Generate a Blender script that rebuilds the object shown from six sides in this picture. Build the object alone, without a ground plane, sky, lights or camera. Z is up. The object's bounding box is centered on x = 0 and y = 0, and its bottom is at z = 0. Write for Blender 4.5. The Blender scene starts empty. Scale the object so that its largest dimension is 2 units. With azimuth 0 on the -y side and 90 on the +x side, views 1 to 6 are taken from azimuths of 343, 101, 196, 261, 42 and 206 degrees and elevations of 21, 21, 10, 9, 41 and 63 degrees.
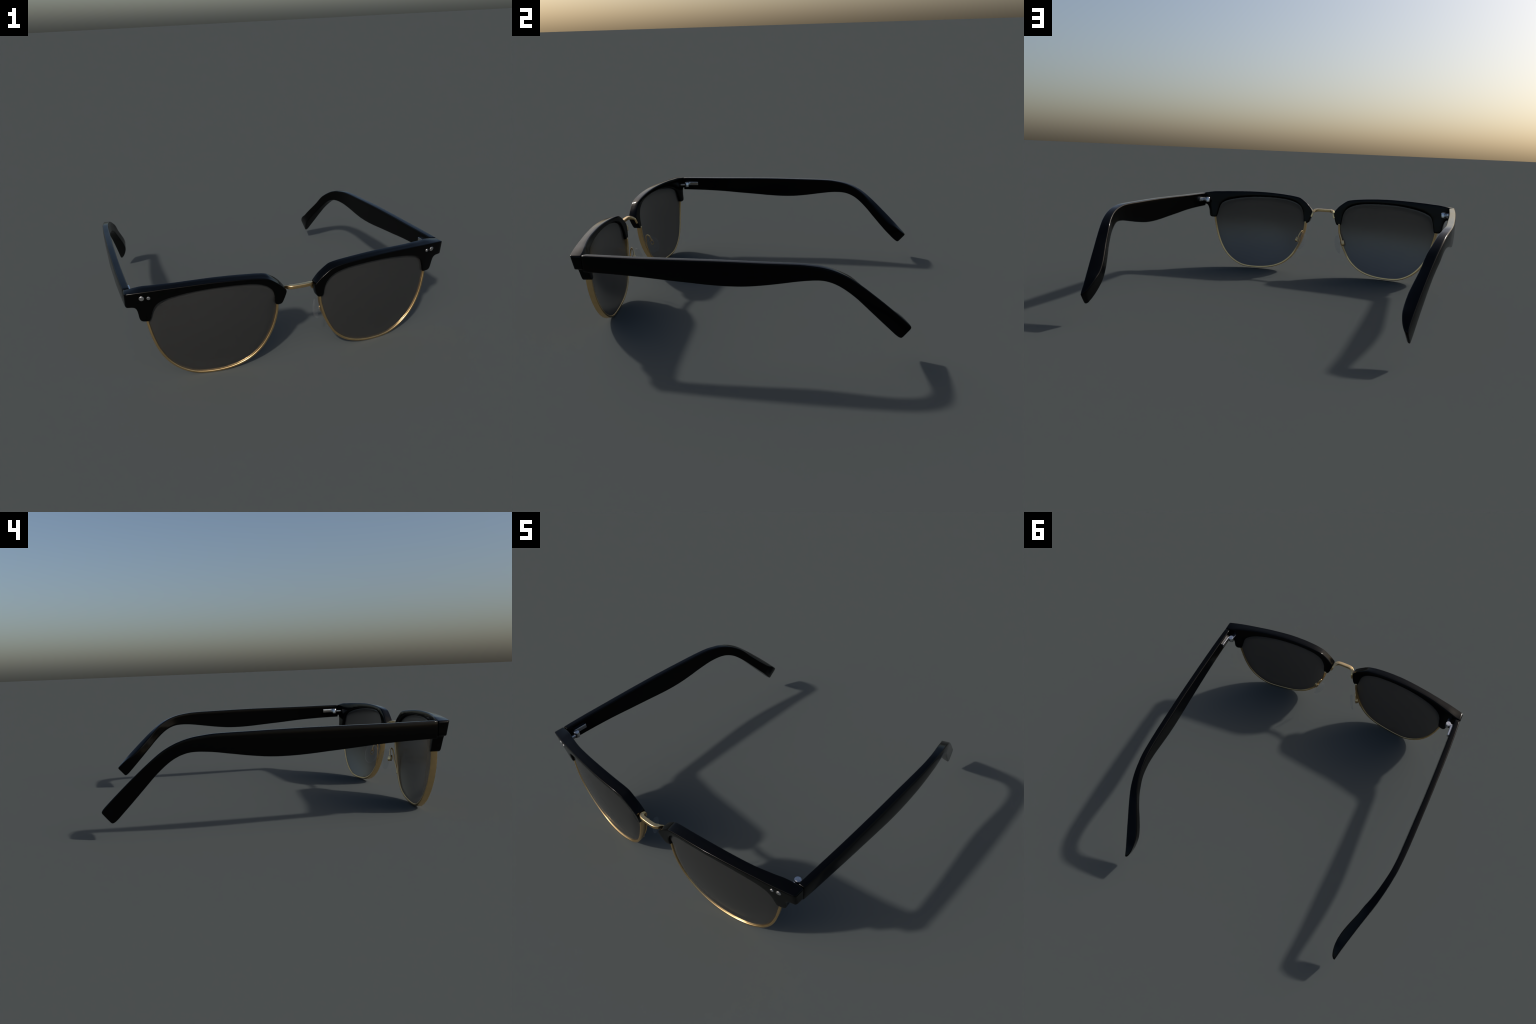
"""Browline sunglasses: black acetate brow bars and temples, thin gold lower rims
and bridge, dark lenses, clear nose pads.  Built around the x = 0 mirror plane;
every part is described for the +x side and mirrored in the mesh for the other."""
import bpy, math
from mathutils import Vector, Matrix
from mathutils.geometry import delaunay_2d_cdt

# ------------------------------------------------------------------ helpers
def lerp(a, b, t):
    return a + (b - a) * t

def smooth(a, b, v):
    t = min(1.0, max(0.0, (v - a) / (b - a)))
    return t * t * (3 - 2 * t)

def table(xs, ys):
    """Smooth (monotone-ish cubic Hermite) lookup through a few profile stations."""
    n = len(xs)
    m = []
    for i in range(n):
        a, b = max(0, i - 1), min(n - 1, i + 1)
        m.append((ys[b] - ys[a]) / (xs[b] - xs[a]))
    def f(x):
        if x <= xs[0]:
            return ys[0] + m[0] * (x - xs[0])
        if x >= xs[-1]:
            return ys[-1] + m[-1] * (x - xs[-1])
        i = max(k for k in range(n - 1) if xs[k] <= x)
        h = xs[i + 1] - xs[i]
        t = (x - xs[i]) / h
        return ((2*t**3 - 3*t*t + 1) * ys[i] + (t**3 - 2*t*t + t) * h * m[i]
                + (-2*t**3 + 3*t*t) * ys[i+1] + (t**3 - t*t) * h * m[i+1])
    return f

def spline(points, per, closed=False):
    """Centripetal Catmull-Rom through control points of any dimension."""
    P = [Vector(p) for p in points]
    n = len(P)
    out = []
    for i in range(n if closed else n - 1):
        if closed:
            p0, p1, p2, p3 = P[i-1], P[i], P[(i+1) % n], P[(i+2) % n]
        else:
            p1, p2 = P[i], P[i+1]
            p0 = P[i-1] if i else p1 * 2 - p2
            p3 = P[i+2] if i + 2 < n else p2 * 2 - p1
        t0 = 0.0
        t1 = t0 + max(1e-6, (p1 - p0).length) ** 0.5
        t2 = t1 + max(1e-6, (p2 - p1).length) ** 0.5
        t3 = t2 + max(1e-6, (p3 - p2).length) ** 0.5
        for k in range(per):
            t = t1 + (t2 - t1) * k / per
            a1 = p0*((t1-t)/(t1-t0)) + p1*((t-t0)/(t1-t0))
            a2 = p1*((t2-t)/(t2-t1)) + p2*((t-t1)/(t2-t1))
            a3 = p2*((t3-t)/(t3-t2)) + p3*((t-t2)/(t3-t2))
            b1 = a1*((t2-t)/(t2-t0)) + a2*((t-t0)/(t2-t0))
            b2 = a2*((t3-t)/(t3-t1)) + a3*((t-t1)/(t3-t1))
            out.append(b1*((t2-t)/(t2-t1)) + b2*((t-t1)/(t2-t1)))
    if not closed:
        out.append(P[-1].copy())
    return out

def resample(poly, step, closed=True):
    """Even spacing along a polyline."""
    pts = list(poly) + ([poly[0]] if closed else [])
    acc = [0.0]
    for a, b in zip(pts, pts[1:]):
        acc.append(acc[-1] + (b - a).length)
    n = max(8, round(acc[-1] / step))
    out, j = [], 0
    for k in range(n if closed else n + 1):
        s = acc[-1] * k / n
        while j < len(acc) - 2 and acc[j+1] < s:
            j += 1
        d = acc[j+1] - acc[j]
        out.append(pts[j].lerp(pts[j+1], (s - acc[j]) / d if d else 0))
    return out

def area(poly):
    return 0.5 * sum(a.x*b.y - b.x*a.y for a, b in zip(poly, poly[1:] + poly[:1]))

def inset(poly, d):
    """Move a closed counter-clockwise outline inwards by d."""
    n = len(poly)
    out = []
    for i in range(n):
        t = poly[(i+1) % n] - poly[i-1]
        t.normalize()
        out.append(poly[i] + Vector((-t.y, t.x)) * d)
    return out

def inside(poly, p):
    c = False
    j = len(poly) - 1
    for i in range(len(poly)):
        a, b = poly[i], poly[j]
        if (a.y > p.y) != (b.y > p.y) and p.x < (b.x-a.x)*(p.y-a.y)/(b.y-a.y) + a.x:
            c = not c
        j = i
    return c

def near(poly, p, d):
    return any((q - p).length_squared < d*d for q in poly)

ROOT = None
def make(name, verts, faces, mat, parent=None, mirror=False, flat=False, sharp=None):
    vs = [(-v[0] if mirror else v[0], v[1], v[2]) for v in verts]
    fs = [tuple(reversed(f)) if mirror else tuple(f) for f in faces]
    me = bpy.data.meshes.new(name)
    me.from_pydata(vs, [], fs)
    me.update()
    me.materials.append(mat)
    if not flat:
        me.polygons.foreach_set("use_smooth", [True] * len(me.polygons))
        if sharp:
            me.set_sharp_from_angle(angle=math.radians(sharp))
    ob = bpy.data.objects.new(name, me)
    bpy.context.scene.collection.objects.link(ob)
    ob.parent = parent if parent is not None else ROOT
    return ob

def plate(outline, step, rounding_f, rounding_b, front, back, seg=5, mids=1, grow=0.0):
    """Solid between two height fields over a closed outline, edges rounded."""
    poly = resample(spline(outline, 8, True), 0.006)
    if area(poly) < 0:
        poly.reverse()
    poly = inset(poly, -grow)
    n = len(poly)
    rings = []          # list of (points 2d, function -> xyz)
    V, F = [], []
    def ring(pts, fn):
        base = len(V)
        V.extend(fn(p) for p in pts)
        return base
    ids = []
    for k in range(seg + 1):
        a = math.pi/2 * k / seg
        p2 = inset(poly, rounding_f * (1 - math.sin(a)))
        dep = rounding_f * (1 - math.cos(a))
        ids.append(ring(p2, lambda p, dep=dep: front(p, dep)))
    for k in range(1, mids + 1):
        t = k / (mids + 1)
        def mid(p, t=t):
            return Vector(front(p, rounding_f)).lerp(Vector(back(p, rounding_b)), t)
        ids.append(ring(poly, mid))
    for k in range(seg, -1, -1):
        a = math.pi/2 * k / seg
        p2 = inset(poly, rounding_b * (1 - math.sin(a)))
        dep = rounding_b * (1 - math.cos(a))
        ids.append(ring(p2, lambda p, dep=dep: back(p, dep)))
    for a, b in zip(ids, ids[1:]):
        for i in range(n):
            j = (i + 1) % n
            F.append((a+i, a+j, b+j, b+i))
    for side in (0, 1):
        r = rounding_f if side == 0 else rounding_b
        fn = front if side == 0 else back
        p2 = inset(poly, r)
        base = ids[0] if side == 0 else ids[-1]
        xs = [p.x for p in p2]; ys = [p.y for p in p2]
        pts = list(p2)
        nx = int((max(xs)-min(xs)) / step) + 1
        ny = int((max(ys)-min(ys)) / step) + 1
        for ix in range(nx):
            for iy in range(ny):
                q = Vector((min(xs) + (ix + .5*(iy % 2)) * step, min(ys) + iy * step))
                if inside(p2, q) and not near(p2, q, step * .55):
                    pts.append(q)
        res = delaunay_2d_cdt(pts, [], [list(range(n))], 1, 1e-7)
        rv, rf, orig = res[0], res[2], res[3]
        remap = []
        for k, v in enumerate(rv):
            o = [q for q in orig[k] if q < n]
            if o:
                remap.append(base + o[0])
            else:
                remap.append(len(V))
                V.append(Vector(fn(v, 0.0)))
        for f in rf:
            g = [remap[q] for q in f]
            if len(set(g)) < 3:
                continue
            F.append(tuple(reversed(g)) if side == 1 else tuple(g))
    # outline runs counter-clockwise in (x, z): seen from -y that is counter-clockwise too
    return V, F

def sweep(path, frames, profile, caps=True):
    """Closed 2D profile carried along a path; frames[i] = (axis_a, axis_b)."""
    V, F = [], []
    m = len(profile)
    for p, (a, b) in zip(path, frames):
        for (u, v) in profile:
            V.append(p + a*u + b*v)
    for i in range(len(path) - 1):
        for j in range(m):
            k = (j + 1) % m
            F.append((i*m+j, i*m+k, (i+1)*m+k, (i+1)*m+j))
    if caps:
        for i, flip in ((0, True), (len(path)-1, False)):
            c = len(V)
            V.append(sum((V[i*m+j] for j in range(m)), Vector()) / m)
            for j in range(m):
                k = (j + 1) % m
                f = (i*m+j, i*m+k, c)
                F.append(tuple(reversed(f)) if flip else f)
    return V, F

def rounded_rect(u0, u1, v0, v1, r, seg=4):
    out = []
    for cx, cy, a0 in ((u1-r, v1-r, 0), (u0+r, v1-r, 90), (u0+r, v0+r, 180), (u1-r, v0+r, 270)):
        for k in range(seg + 1):
            a = math.radians(a0 + 90*k/seg)
            out.append((cx + r*math.cos(a), cy + r*math.sin(a)))
    return out

def fix_normals(ob):
    import bmesh
    bm = bmesh.new()
    bm.from_mesh(ob.data)
    bmesh.ops.recalc_face_normals(bm, faces=bm.faces)
    bm.to_mesh(ob.data)
    bm.free()
    return ob

def tube(points, radius, ring=14, per=8, radii=None):
    path = spline(points, per)
    n = len(path)
    frames = []
    up = None
    for i in range(n):
        t = (path[min(n-1, i+1)] - path[max(0, i-1)]).normalized()
        if up is None:
            up = t.orthogonal().normalized()
        up = (up - t * up.dot(t)).normalized()
        frames.append((up.copy(), t.cross(up)))
    prof = [(radius*math.cos(2*math.pi*k/ring), radius*math.sin(2*math.pi*k/ring)) for k in range(ring)]
    return sweep(path, frames, prof)

def revolve(profile, axis_o, axis_d, seg=32):
    """(radius, height) profile turned around an axis."""
    d = Vector(axis_d).normalized()
    a = d.orthogonal().normalized()
    b = d.cross(a)
    o = Vector(axis_o)
    V, F = [], []
    m = len(profile)
    for k in range(seg):
        t = 2*math.pi*k/seg
        e = a*math.cos(t) + b*math.sin(t)
        for r, h in profile:
            V.append(o + e*r + d*h)
    for k in range(seg):
        q = (k + 1) % seg
        for j in range(m - 1):
            F.append((k*m+j, q*m+j, q*m+j+1, k*m+j+1))
    for j, flip in ((0, False), (m-1, True)):
        f = [k*m+j for k in range(seg)]
        F.append(tuple(reversed(f)) if not flip else tuple(f))
    return V, F

def block(o, ax, ay, az, bevel=.0015):
    """Chamfered box: centre o, half-axis vectors."""
    o = Vector(o); ax = Vector(ax); ay = Vector(ay); az = Vector(az)
    prof = rounded_rect(-ax.length, ax.length, -ay.length, ay.length, min(bevel, ax.length*.9, ay.length*.9), 3)
    inner = [(u*(1 - bevel/ax.length), v*(1 - bevel/ay.length)) for u, v in prof]
    na, nb = ax.normalized(), ay.normalized()
    nz = az.normalized()
    V, F = [], []
    m = len(prof)
    for pr, h in ((inner, -az.length), (prof, -az.length + bevel), (prof, az.length - bevel), (inner, az.length)):
        for u, v in pr:
            V.append(o + na*u + nb*v + nz*h)
    for i in range(3):
        for j in range(m):
            k = (j+1) % m
            F.append((i*m+j, i*m+k, (i+1)*m+k, (i+1)*m+j))
    F.append(tuple(reversed(range(m))))
    F.append(tuple(range(3*m, 4*m)))
    return V, F

def join(*parts):
    V, F = [], []
    for v, f in parts:
        b = len(V)
        V.extend(v)
        F.extend(tuple(q + b for q in g) for g in f)
    return V, F

# ---------------------------------------------------------------- materials
def material(name, color, rough, metal=0.0, spec=0.5, grain=None, coat=0.0, bump=0.0):
    m = bpy.data.materials.new(name)
    m.use_nodes = True
    nt = m.node_tree
    bs = nt.nodes["Principled BSDF"]
    bs.inputs["Metallic"].default_value = metal
    bs.inputs["Specular IOR Level"].default_value = spec
    bs.inputs["Coat Weight"].default_value = coat
    bs.inputs["Roughness"].default_value = rough
    tc = nt.nodes.new("ShaderNodeTexCoord")
    no = nt.nodes.new("ShaderNodeTexNoise")
    no.inputs["Scale"].default_value = grain[0] if grain else 30
    no.inputs["Detail"].default_value = 4
    nt.links.new(tc.outputs["Object"], no.inputs["Vector"])
    cr = nt.nodes.new("ShaderNodeValToRGB")
    v = grain[1] if grain else 0.04
    cr.color_ramp.elements[0].position = .3
    cr.color_ramp.elements[1].position = .7
    cr.color_ramp.elements[0].color = [c*(1-v) for c in color] + [1]
    cr.color_ramp.elements[1].color = [c*(1+v) for c in color] + [1]
    nt.links.new(no.outputs["Fac"], cr.inputs["Fac"])
    nt.links.new(cr.outputs["Color"], bs.inputs["Base Color"])
    mr = nt.nodes.new("ShaderNodeMapRange")
    mr.inputs["To Min"].default_value = rough * .95
    mr.inputs["To Max"].default_value = rough * 1.05
    nt.links.new(no.outputs["Fac"], mr.inputs["Value"])
    nt.links.new(mr.outputs["Result"], bs.inputs["Roughness"])
    return m

ACETATE = material("black_acetate", (.0008, .0008, .0008), .155, spec=.14)
GOLD = material("gold_plate", (.85, .59, .285), .305, metal=1.0)
STEEL = material("steel", (.62, .62, .63), .22, metal=1.0)
LENS = material("smoke_lens", (.0195, .0195, .0193), .20)
LENS.node_tree.nodes["Principled BSDF"].inputs["IOR"].default_value = 1.7

RIVET = material("brushed_rivet", (.50, .50, .51), .42, metal=1.0)

def let_light_through(m, amount):
    """Smoked plastic: a little of the light that falls on one side comes out of the other."""
    nt = m.node_tree
    add = nt.nodes.new("ShaderNodeAddShader")
    tl = nt.nodes.new("ShaderNodeBsdfTranslucent")
    tl.inputs["Color"].default_value = (amount, amount, amount, 1)
    nt.links.new(nt.nodes["Principled BSDF"].outputs["BSDF"], add.inputs[0])
    nt.links.new(tl.outputs["BSDF"], add.inputs[1])
    nt.links.new(add.outputs["Shader"], nt.nodes["Material Output"].inputs["Surface"])
let_light_through(LENS, .092)

def clear_plastic():
    m = bpy.data.materials.new("clear_silicone")
    m.use_nodes = True
    nt = m.node_tree
    nt.nodes.clear()
    out = nt.nodes.new("ShaderNodeOutputMaterial")
    mix = nt.nodes.new("ShaderNodeMixShader")
    tr = nt.nodes.new("ShaderNodeBsdfTransparent")
    tr.inputs["Color"].default_value = (.98, .985, .99, 1)
    gl = nt.nodes.new("ShaderNodeBsdfPrincipled")
    gl.inputs["Base Color"].default_value = (.35, .36, .37, 1)
    gl.inputs["Roughness"].default_value = .1
    fr = nt.nodes.new("ShaderNodeLayerWeight")
    fr.inputs["Blend"].default_value = .25
    mr = nt.nodes.new("ShaderNodeMapRange")
    mr.inputs["To Min"].default_value = .035
    mr.inputs["To Max"].default_value = .24
    nt.links.new(fr.outputs["Facing"], mr.inputs["Value"])
    nt.links.new(mr.outputs["Result"], mix.inputs["Fac"])
    nt.links.new(tr.outputs["BSDF"], mix.inputs[1])
    nt.links.new(gl.outputs["BSDF"], mix.inputs[2])
    nt.links.new(mix.outputs["Shader"], out.inputs["Surface"])
    return m
CLEAR = clear_plastic()

# ------------------------------------------------------------------- root
ROOT = bpy.data.objects.new("sunglasses", None)
bpy.context.scene.collection.objects.link(ROOT)
ROOT["label"] = "black browline sunglasses with gold rims and dark grey lenses"
ROOT["category"] = "sunglasses"

# ------------------------------------------------- brow bar (front outline, x-z)
OPENING = [(.833, .388), (.829, .400), (.824, .420), (.817, .444), (.806, .468), (.791, .487),
           (.770, .5005), (.740, .513), (.690, .5255), (.620, .537), (.530, .545), (.420, .547),
           (.350, .544), (.290, .538), (.240, .527), (.205, .5125), (.180, .4945), (.162, .472),
           (.151, .446), (.1465, .420), (.1445, .395)]
BROW = [(.089, .470), (.099, .4815), (.120, .5025), (.145, .5225), (.165, .537), (.185, .549),
        (.210, .5575), (.250, .566), (.300, .572), (.350, .576), (.400, .579), (.450, .581),
        (.500, .582), (.550, .5815), (.600, .5805), (.650, .579), (.700, .577), (.750, .575),
        (.800, .572), (.850, .5695), (.900, .5665), (.935, .564), (.948, .5625), (.953, .558),
        (.953, .540), (.953, .510), (.953, .490), (.950, .482), (.943, .479), (.930, .4785),
        (.915, .4775), (.904, .473), (.8965, .463), (.892, .448), (.889, .430), (.8865, .410),
        (.882, .394), (.874, .386), (.862, .383), (.848, .383), (.836, .384)] + OPENING + [
        (.142, .384), (.136, .379), (.122, .378), (.112, .381), (.105, .389), (.097, .410),
        (.0895, .435), (.086, .452), (.0862, .462)]

brow_front = table([.08, .11, .14, .20, .25, .30, .35, .40, .45, .50, .55, .60, .65, .70, .75, .80, .85, .90, .955],
                   [-1.014, -1.009, -1.0054, -1.0005, -.9993, -.9983, -.9968, -.9937, -.990, -.984, -.978,
                    -.971, -.964, -.9555, -.9470, -.9388, -.9295, -.9185, -.9055])
brow_back = table([.09, .14, .20, .30, .40, .50, .60, .70, .80, .85, .90, .93, .955],
                  [-.9453, -.9438, -.940, -.9378, -.933, -.9256, -.9145, -.899, -.8736, -.8586, -.846, -.8414, -.839])

def brow_f(p, dep):
    corner = .006 * max(0.0, (p.x - .942) / .011)**2        # softened outer end
    return (p.x, brow_front(p.x) + .2*(.565 - p.y) + dep + corner, p.y)

def brow_b(p, dep):
    lean = lerp(.12, .02, smooth(.86, .94, p.x))
    rise = (.009 + .006*(1 - smooth(.546, .574, p.y))) * smooth(.42, .52, p.y) * (1 - smooth(.84, .95, p.x))
    pull = -.006 * smooth(.80, .84, p.x) * (1 - smooth(.43, .48, p.y))
    return (p.x + pull, brow_back(p.x) + lean*(.565 - p.y) - dep, p.y + rise)

brow_mesh = plate(BROW, .014, .006, .006, brow_f, brow_b, grow=.001)

# ------------------------------------------------- lower rim and lens surface
def rim_y(x, z):
    """Front edge of the lower rim: tilted, wrapped and sprung round the lens."""
    return -1.0046 + .0881*x - .1013*z + .60*((x-.48)**2 + (z-.3)**2)

def lens_y(x, z):
    """Front of the lens: a sphere cap, tilted back and wrapped outwards."""
    return -.9788 + .1075*x - .113*z + .36*((x-.48)**2 + (z-.3)**2)

def rim_slope(x, z):
    """The rim band itself is cut along a flatter cone than the lens sphere."""
    return .0942 + .5*(x-.48), -.0534 + .5*(z-.3)

RIM = [(.1240, .388), (.1252, .366), (.1284, .3308), (.1435, .2706), (.164, .2153), (.1896, .1646),
       (.2200, .1180), (.2583, .0783), (.3027, .0468), (.352, .0250), (.4031, .0115), (.455, .0043),
       (.5061, .0019), (.5595, .0036), (.6138, .0125), (.6655, .0345), (.7126, .0670), (.753, .1085),
       (.7855, .1575), (.8105, .2114), (.8295, .2694), (.8434, .3318), (.8500, .368), (.8518, .390)]
rim2d = resample(spline(RIM, 10), .008, closed=False)
RIM_OUT = .0024
path, frames = [], []
for i, p in enumerate(rim2d):
    t = (rim2d[min(len(rim2d)-1, i+1)] - rim2d[max(0, i-1)]).normalized()
    inward = Vector((-t.y, 0, t.x))
    rx, rz = rim_slope(p.x, p.y)
    deep = Vector((-rx, 1, -rz)).normalized()
    inward = (inward - deep * inward.dot(deep)).normalized()
    path.append(Vector((p.x, rim_y(p.x, p.y), p.y)) - inward * RIM_OUT)
    frames.append((inward, deep))
rim_profile = rounded_rect(0, .0135, -.001, .035, .0035, 4)
rim_mesh = sweep(path, frames, rim_profile)

lower = [Vector(p) for p in RIM[1:-1]]
lens_low = []
for i, p in enumerate(lower):
    t = (lower[min(len(lower)-1, i+1)] - lower[max(0, i-1)]).normalized()
    lens_low.append(p + Vector((-t.y, t.x)) * .008)
up = [Vector(p) for p in OPENING[1:]]
lens_up = []
for i, p in enumerate(up):
    t = (up[min(len(up)-1, i+1)] - up[max(0, i-1)]).normalized()
    lens_up.append(p + Vector((t.y, -t.x)) * .006)
LENS_OUT = [tuple(v) for v in lens_low] + [tuple(v) for v in lens_up]

LOW = resample([Vector(v) for v in lens_low], .01, closed=False)

def seat(p):
    """1 at the lower edge, where the lens is seated in the rim groove, 0 inside."""
    d = min((q - p).length for q in LOW)
    return 1 - smooth(0.0, .075, d)

def lens_f(p, dep):
    return (p.x, lerp(lens_y(p.x, p.y), rim_y(p.x, p.y) + .0095, seat(p)) + dep, p.y)

def lens_b(p, dep):
    return (p.x, lens_y(p.x, p.y) + .022 - dep, p.y)

lens_mesh = plate(LENS_OUT, .014, .003, .003, lens_f, lens_b, seg=3)

# ---------------------------------------------------------------- rivets
def rivet(x, z, r):
    h = 1e-3
    d = Vector(((brow_front(x+h) - brow_front(x-h)) / (2*h), -1, -.2)).normalized()
    o = Vector(brow_f(Vector((x, z)), 0))
    prof = [(r, -.01), (r, .0018), (r*.9, .0032), (r*.02, .0033)]
    return revolve(prof, o, d, 32)

# ---------------------------------------------------------------- bridge
half = [(.012, -.9845, .4765), (.034, -.9838, .4765), (.052, -.9805, .4760), (.0655, -.9705, .4735),
        (.0735, -.9560, .4690), (.0780, -.9430, .4620), (.0805, -.9370, .4510), (.0840, -.9345, .4380), (.0900, -.9330, .4270)]
bridge_pts = [(-x, y, z) for x, y, z in reversed(half)] + half
bp = spline(bridge_pts, 8)
bframes = []
for i in range(len(bp)):
    t = (bp[min(len(bp)-1, i+1)] - bp[max(0, i-1)]).normalized()
    a = Vector((0, 0, 1)).lerp(Vector((0, 1, .25)), smooth(.060, .082, abs(bp[i].x)))
    a = (a - t*a.dot(t)).normalized()
    k = lerp(1.0, .5, smooth(.064, .082, abs(bp[i].x)))      # legs taper to the solder joint
    bframes.append((a*k, t.cross(a)*k))
bridge_mesh = sweep(bp, bframes, rounded_rect(-.0105, .0105, -.0125, .0125, .004, 5))

# ---------------------------------------------------------------- temple
# each station: outer-top, inner-top, inner-bottom, outer-bottom corners (x, y, z)
def straight(y, xo, xi, zt, zb, lean=.003):
    return [(xo, y, zt), (xi, y, zt), (xi - .001, y, zb), (xo - lean, y, zb)]
TEMPLE = [
    straight(-.8365, .9515, .918, .5625, .468, .001),
    straight(-.76, .955, .920, .563, .467, .0),
    straight(-.65, .959, .9225, .563, .4645, .0),
    straight(-.50, .9622, .9253, .563, .4575, .0),
    straight(-.35, .9635, .9273, .5645, .446, .001),
    straight(-.20, .964, .928, .5655, .4357, .001),
    straight(-.10, .9637, .9276, .566, .4287, .001),
    straight(.0, .963, .9261, .5655, .4252, .002),
    straight(.10, .962, .9253, .5645, .4274, .003),
    straight(.20, .9608, .924, .563, .4378, .003),
    straight(.30, .9575, .922, .562, .4525, .003),
    [(.9515, .395, .5595), (.915, .395, .559), (.914, .39, .466), (.949, .39, .466)],
    [(.944, .455, .5530), (.908, .455, .552), (.908, .445, .4708), (.943, .445, .471)],
    [(.936, .51, .5440), (.898, .508, .543), (.900, .49, .4712), (.936, .49, .472)],
    [(.925, .57, .5260), (.885, .567, .524), (.890, .53, .467), (.929, .53, .4675)],
    [(.9115, .63, .4985), (.869, .622, .495), (.877, .575, .452), (.9215, .575, .4525)],
    [(.897, .68, .4660), (.851, .668, .4625), (.864, .622, .423), (.9125, .622, .4255)],
    [(.8765, .75, .4085), (.828, .735, .392), (.839, .690, .362), (.8905, .690, .3655)],
    [(.8617, .80, .3630), (.809, .783, .3437), (.818, .740, .309), (.8742, .740, .3110)],
    [(.8477, .85, .3165), (.790, .833, .2945), (.7985, .790, .256), (.8594, .790, .2550)],
    [(.8334, .90, .2680), (.779, .882, .2510), (.787, .840, .2025), (.8452, .840, .1995)],
    [(.8225, .94, .2278), (.7765, .922, .2275), (.7925, .885, .1535), (.8334, .885, .1510)],
    [(.8150, .97, .1970), (.780, .953, .2030), (.801, .912, .1245), (.8263, .912, .1220)],
    [(.8120, .985, .1815), (.785, .971, .1865), (.8065, .926, .1115), (.8228, .926, .1090)],
    [(.8100, .9955, .1690), (.792, .986, .1720), (.8100, .937, .1030), (.8205, .937, .1015)],
    [(.8092, 1.0000, .1590), (.7975, .995, .1600), (.8120, .946, .1002), (.8190, .946, .0998)],
    [(.8085, .9970, .1510), (.8005, .994, .1515), (.8130, .953, .1045), (.8180, .953, .1042)],
]
GROW = .0022      # the stations mark where the rounding starts to turn; push out to the true corner
for k, st in enumerate(TEMPLE):
    belly = .002 if 12 <= k <= 17 else (.003 if 18 <= k <= 24 else 0.0)   # fuller inside the bend and ear piece
    for q in range(4):
        p = Vector(st[q])
        up_ = GROW if q in (0, 1) else -GROW
        out_ = GROW*.3 if q in (0, 3) else -GROW - belly
        st[q] = (p.x + out_, p.y, p.z + up_)
cols = []
for c in range(4):
    pts = spline([s[c] for s in TEMPLE], 6)
    cols.append(pts)
TV, TF = [], []
seg = 5
RAD = .0065
def temple_ring(to, ti, bi, bo, grow=0.0):
    W = max(.0005, ((to-ti).length + (bo-bi).length) / 2)
    H = max(.0005, ((to-bo).length + (ti-bi).length) / 2)
    r = min(RAD, W*.45)
    ru, rv = r/W, r/H
    out = []
    uv = []
    for cu, cv, a0 in ((1-ru, 1-rv, 0), (ru, 1-rv, 90), (ru, rv, 180), (1-ru, rv, 270)):
        for k in range(seg + 1):
            a = math.radians(a0 + 90*k/seg)
            uv.append((cu + ru*math.cos(a), cv + rv*math.sin(a)))
        # extra points along the long faces
        if a0 == 90:
            uv += [(0, lerp(1-rv, rv, q/6)) for q in range(1, 6)]
        elif a0 == 270:
            uv += [(1, lerp(rv, 1-rv, q/6)) for q in range(1, 6)]
    for u, v in uv:
        u = .5 + (u-.5)*(1-grow)
        v = .5 + (v-.5)*(1-grow*W/H)
        top = ti.lerp(to, u)
        bot = bi.lerp(bo, u)
        p = bot.lerp(top, v)
        p = p + (to-ti).normalized() * .0025 * (1-(2*v-1)**2) * (u if u > .5 else 0) * min(1, W/.03)
        out.append(p)
    return out
rings = []
ns = len(cols[0])
c0 = [cols[c][0] for c in range(4)]
fwd = Vector((0, -1, 0))
for g, off in ((.16, 0.0), (.06, .0012), (.0, .004)):
    rings.append([p - fwd*off for p in temple_ring(*c0, grow=g)])
for i in range(2, ns):
    rings.append(temple_ring(*(cols[c][i] for c in range(4))))
m = len(rings[0])
for r in rings:
    TV.extend(r)
for i in range(len(rings) - 1):
    for j in range(m):
        k = (j+1) % m
        TF.append((i*m+j, i*m+k, (i+1)*m+k, (i+1)*m+j))
for i, flip in ((0, True), (len(rings)-1, False)):
    c = len(TV)
    TV.append(sum(rings[i], Vector()) / m)
    for j in range(m):
        f = (i*m+j, i*m+(j+1) % m, c)
        TF.append(tuple(reversed(f)) if flip else f)
temple_mesh = (TV, TF)

# ---------------------------------------------------------------- hinge
BX, BY = .8855, -.799
barrel_mesh = revolve([(.0165, .499), (.0188, .5005), (.0188, .5325), (.0172, .5345), (.0135, .5345)],
                      (BX, BY, 0), (0, 0, 1), 36)
# slotted screw head: two half discs with a gap between them
def half_disc(r, h0, h1, gap, turn):
    pts = []
    for k in range(17):
        a = math.pi * k / 16
        pts.append(Vector((r*math.cos(a), max(gap, r*math.sin(a)))))
    R = Matrix.Rotation(turn, 2)
    pts = [R @ p for p in pts]
    m = len(pts)
    V = [Vector((BX + p.x, BY + p.y, h)) for h in (h0, h1) for p in pts]
    F = [(j, (j+1) % m, m+(j+1) % m, m+j) for j in range(m)]
    F.append(tuple(reversed(range(m))))
    F.append(tuple(range(m, 2*m)))
    return V, F
screw_mesh = join(half_disc(.0132, .531, .5368, .0018, .6), half_disc(.0132, .531, .5368, .0018, .6 + math.pi))
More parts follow.
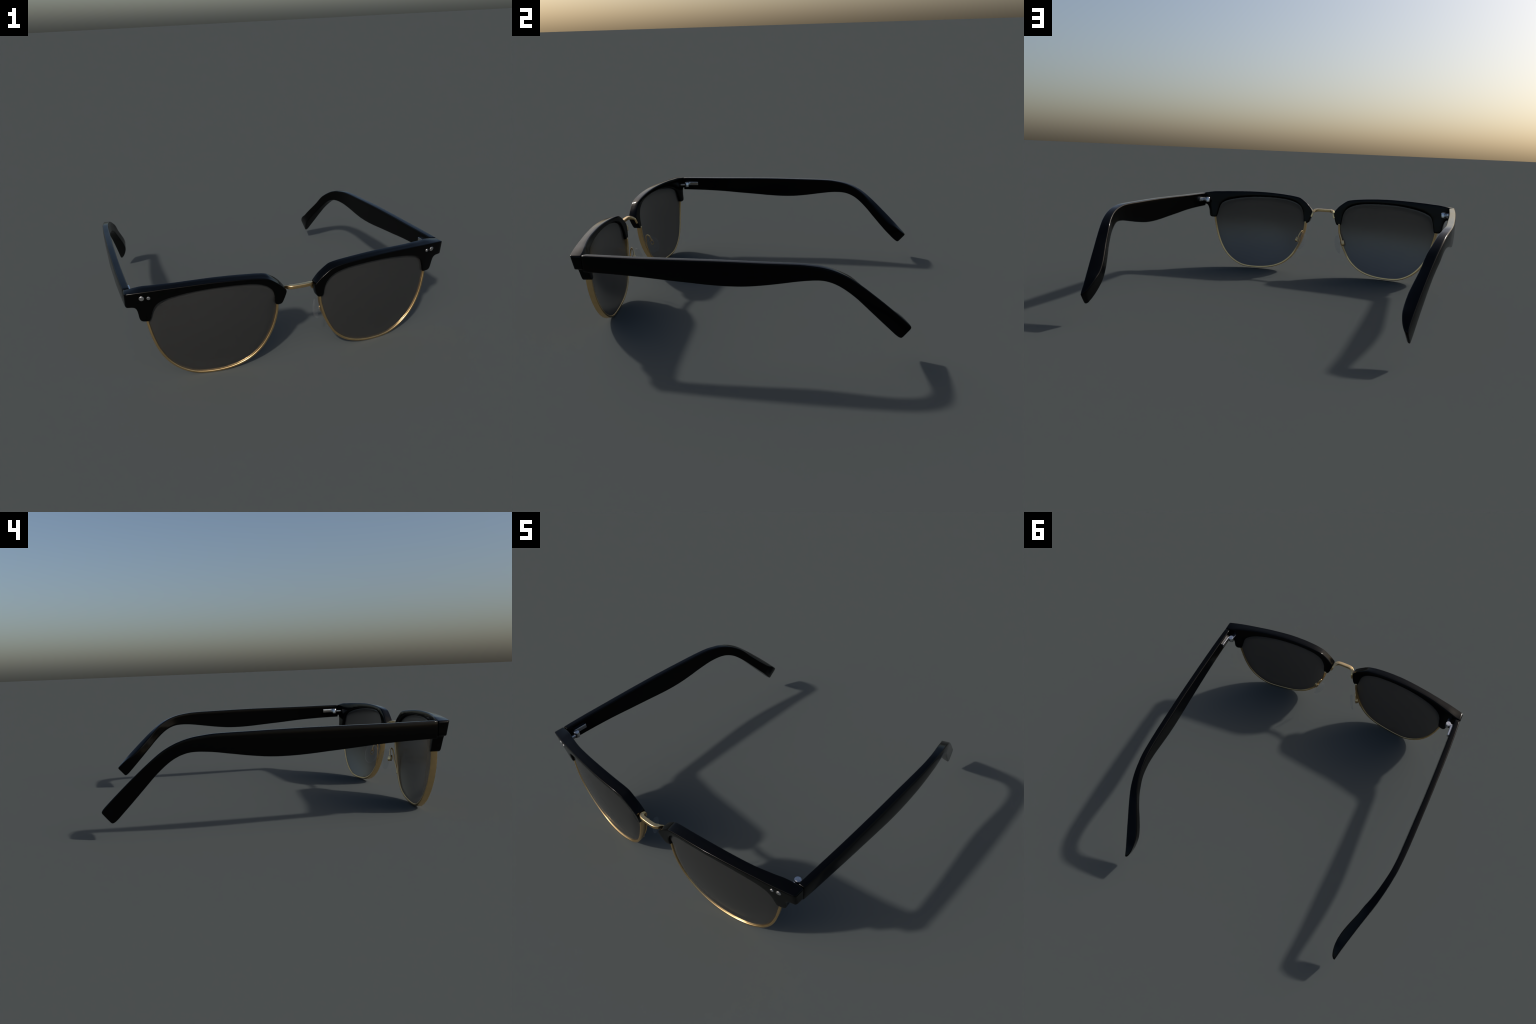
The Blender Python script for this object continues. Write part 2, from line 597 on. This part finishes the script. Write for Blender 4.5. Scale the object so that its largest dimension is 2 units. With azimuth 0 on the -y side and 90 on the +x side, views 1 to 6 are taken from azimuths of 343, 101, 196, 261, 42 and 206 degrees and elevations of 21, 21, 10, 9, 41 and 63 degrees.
# leaf along the inner face of the temple and its knuckle
leaf_dir = Vector((.0035, .105, 0)).normalized()
side = Vector((leaf_dir.y, -leaf_dir.x, 0))
leaf_mesh = join(
    block((.9125, -.752, .5205), side*.0075, Vector((0, 0, .0135)), leaf_dir*.043),
    block((.9000, -.799, .5165), Vector((.018, 0, 0)), Vector((0, 0, .0095)), Vector((0, .012, 0))))
# arm that runs from the barrel into the back of the brow bar
arm_mesh = block((.8800, -.836, .5160), Vector((.010, 0, 0)), Vector((0, 0, .0065)), Vector((.004, .034, 0)))

# ---------------------------------------------------------- nose pad assembly
wire_mesh = tube([(.203, -.905, .150), (.192, -.907, .175), (.176, -.906, .205), (.162, -.904, .240),
                  (.151, -.902, .280), (.1455, -.897, .308), (.1465, -.889, .3175), (.152, -.879, .311),
                  (.160, -.872, .293), (.168, -.868, .272), (.172, -.867, .262)], .0047)
axis = Vector((-.84, .50, -.10)).normalized()
long_ax = Vector((.27, .21, -.94))
long_ax = (long_ax - axis*long_ax.dot(axis)).normalized()
short_ax = axis.cross(long_ax)
HOLD = Vector((.1725, -.868, .2545))
def band(c, a, b, ra, rb, wall, half):
    """Oval ring (pad box): outer and inner walls around an axis."""
    n = 36
    ax = a.cross(b).normalized()
    loop = [(1.0, -half), (1.0, half), (1 - wall/rb, half), (1 - wall/rb, -half)]
    V, F = [], []
    for k in range(n):
        t = 2*math.pi*k/n
        # squarish oval
        e = 0.75
        cu = math.copysign(abs(math.cos(t))**e, math.cos(t))
        cv = math.copysign(abs(math.sin(t))**e, math.sin(t))
        for s, h in loop:
            V.append(c + a*(ra*cu*s) + b*(rb*cv*s) + ax*h)
    for k in range(n):
        q = (k+1) % n
        for j in range(4):
            F.append((k*4+j, q*4+j, q*4+(j+1) % 4, k*4+(j+1) % 4))
    return V, F
holder_mesh = band(HOLD, long_ax, short_ax, .0205, .0115, .0035, .0105)
stud_mesh = revolve([(.0065, -.004), (.0065, .018), (.004, .020)], HOLD, axis, 20)
PAD = Vector((.1390, -.8465, .2435))
def pad(c, a, b, n, ra, rb, th):
    V, F = [], []
    nu, nv = 40, 8
    V.append(c + n*th)
    for s in range(1, 2*nv):
        ph = math.pi*s/(2*nv)
        rr = math.sin(ph)**.45
        hh = math.cos(ph)
        for k in range(nu):
            t = 2*math.pi*k/nu
            narrow = 1 - .10*math.cos(t)         # slightly egg shaped
            bow = -.006*(rr*math.cos(t))**2      # gentle cupping
            V.append(c + a*(ra*rr*math.cos(t)) + b*(rb*rr*math.sin(t)*narrow) + n*(th*hh + bow))
    V.append(c - n*th)
    F += [(0, 1+k, 1+(k+1) % nu) for k in range(nu)]
    for s in range(2*nv-2):
        for k in range(nu):
            q = (k+1) % nu
            F.append((1+s*nu+k, 1+(s+1)*nu+k, 1+(s+1)*nu+q, 1+s*nu+q))
    last = len(V)-1
    F += [(last, 1+(2*nv-2)*nu+(k+1) % nu, 1+(2*nv-2)*nu+k) for k in range(nu)]
    return V, F
pad_mesh = pad(PAD, long_ax, short_ax, axis, .070, .044, .009)

# ---------------------------------------------------------------- assemble
fix_normals(make("bridge", *bridge_mesh, GOLD))
for mirror in (False, True):
    brow = fix_normals(make("brow_bar", *brow_mesh, ACETATE, mirror=mirror))
    fix_normals(make("rivet", *rivet(.8672, .532, .0136), RIVET, parent=brow, mirror=mirror, sharp=25))
    fix_normals(make("rivet", *rivet(.8315, .5305, .0098), RIVET, parent=brow, mirror=mirror, sharp=25))
    fix_normals(make("lens", *lens_mesh, LENS, mirror=mirror))
    rim = fix_normals(make("rim", *rim_mesh, GOLD, mirror=mirror))
    temple = fix_normals(make("temple", *temple_mesh, ACETATE, mirror=mirror))
    fix_normals(make("hinge_barrel", *barrel_mesh, STEEL, parent=temple, mirror=mirror, sharp=40))
    fix_normals(make("hinge_screw", *screw_mesh, STEEL, parent=temple, mirror=mirror, flat=True))
    fix_normals(make("hinge_leaf", *leaf_mesh, STEEL, parent=temple, mirror=mirror, sharp=40))
    fix_normals(make("hinge_arm", *arm_mesh, STEEL, parent=brow, mirror=mirror, sharp=40))
    arm = fix_normals(make("nose_pad_arm", *wire_mesh, GOLD, mirror=mirror))
    fix_normals(make("pad_holder", *holder_mesh, GOLD, parent=arm, mirror=mirror, sharp=40))
    fix_normals(make("pad_stud", *stud_mesh, CLEAR, parent=arm, mirror=mirror, sharp=40))
    fix_normals(make("nose_pad", *pad_mesh, CLEAR, parent=arm, mirror=mirror))
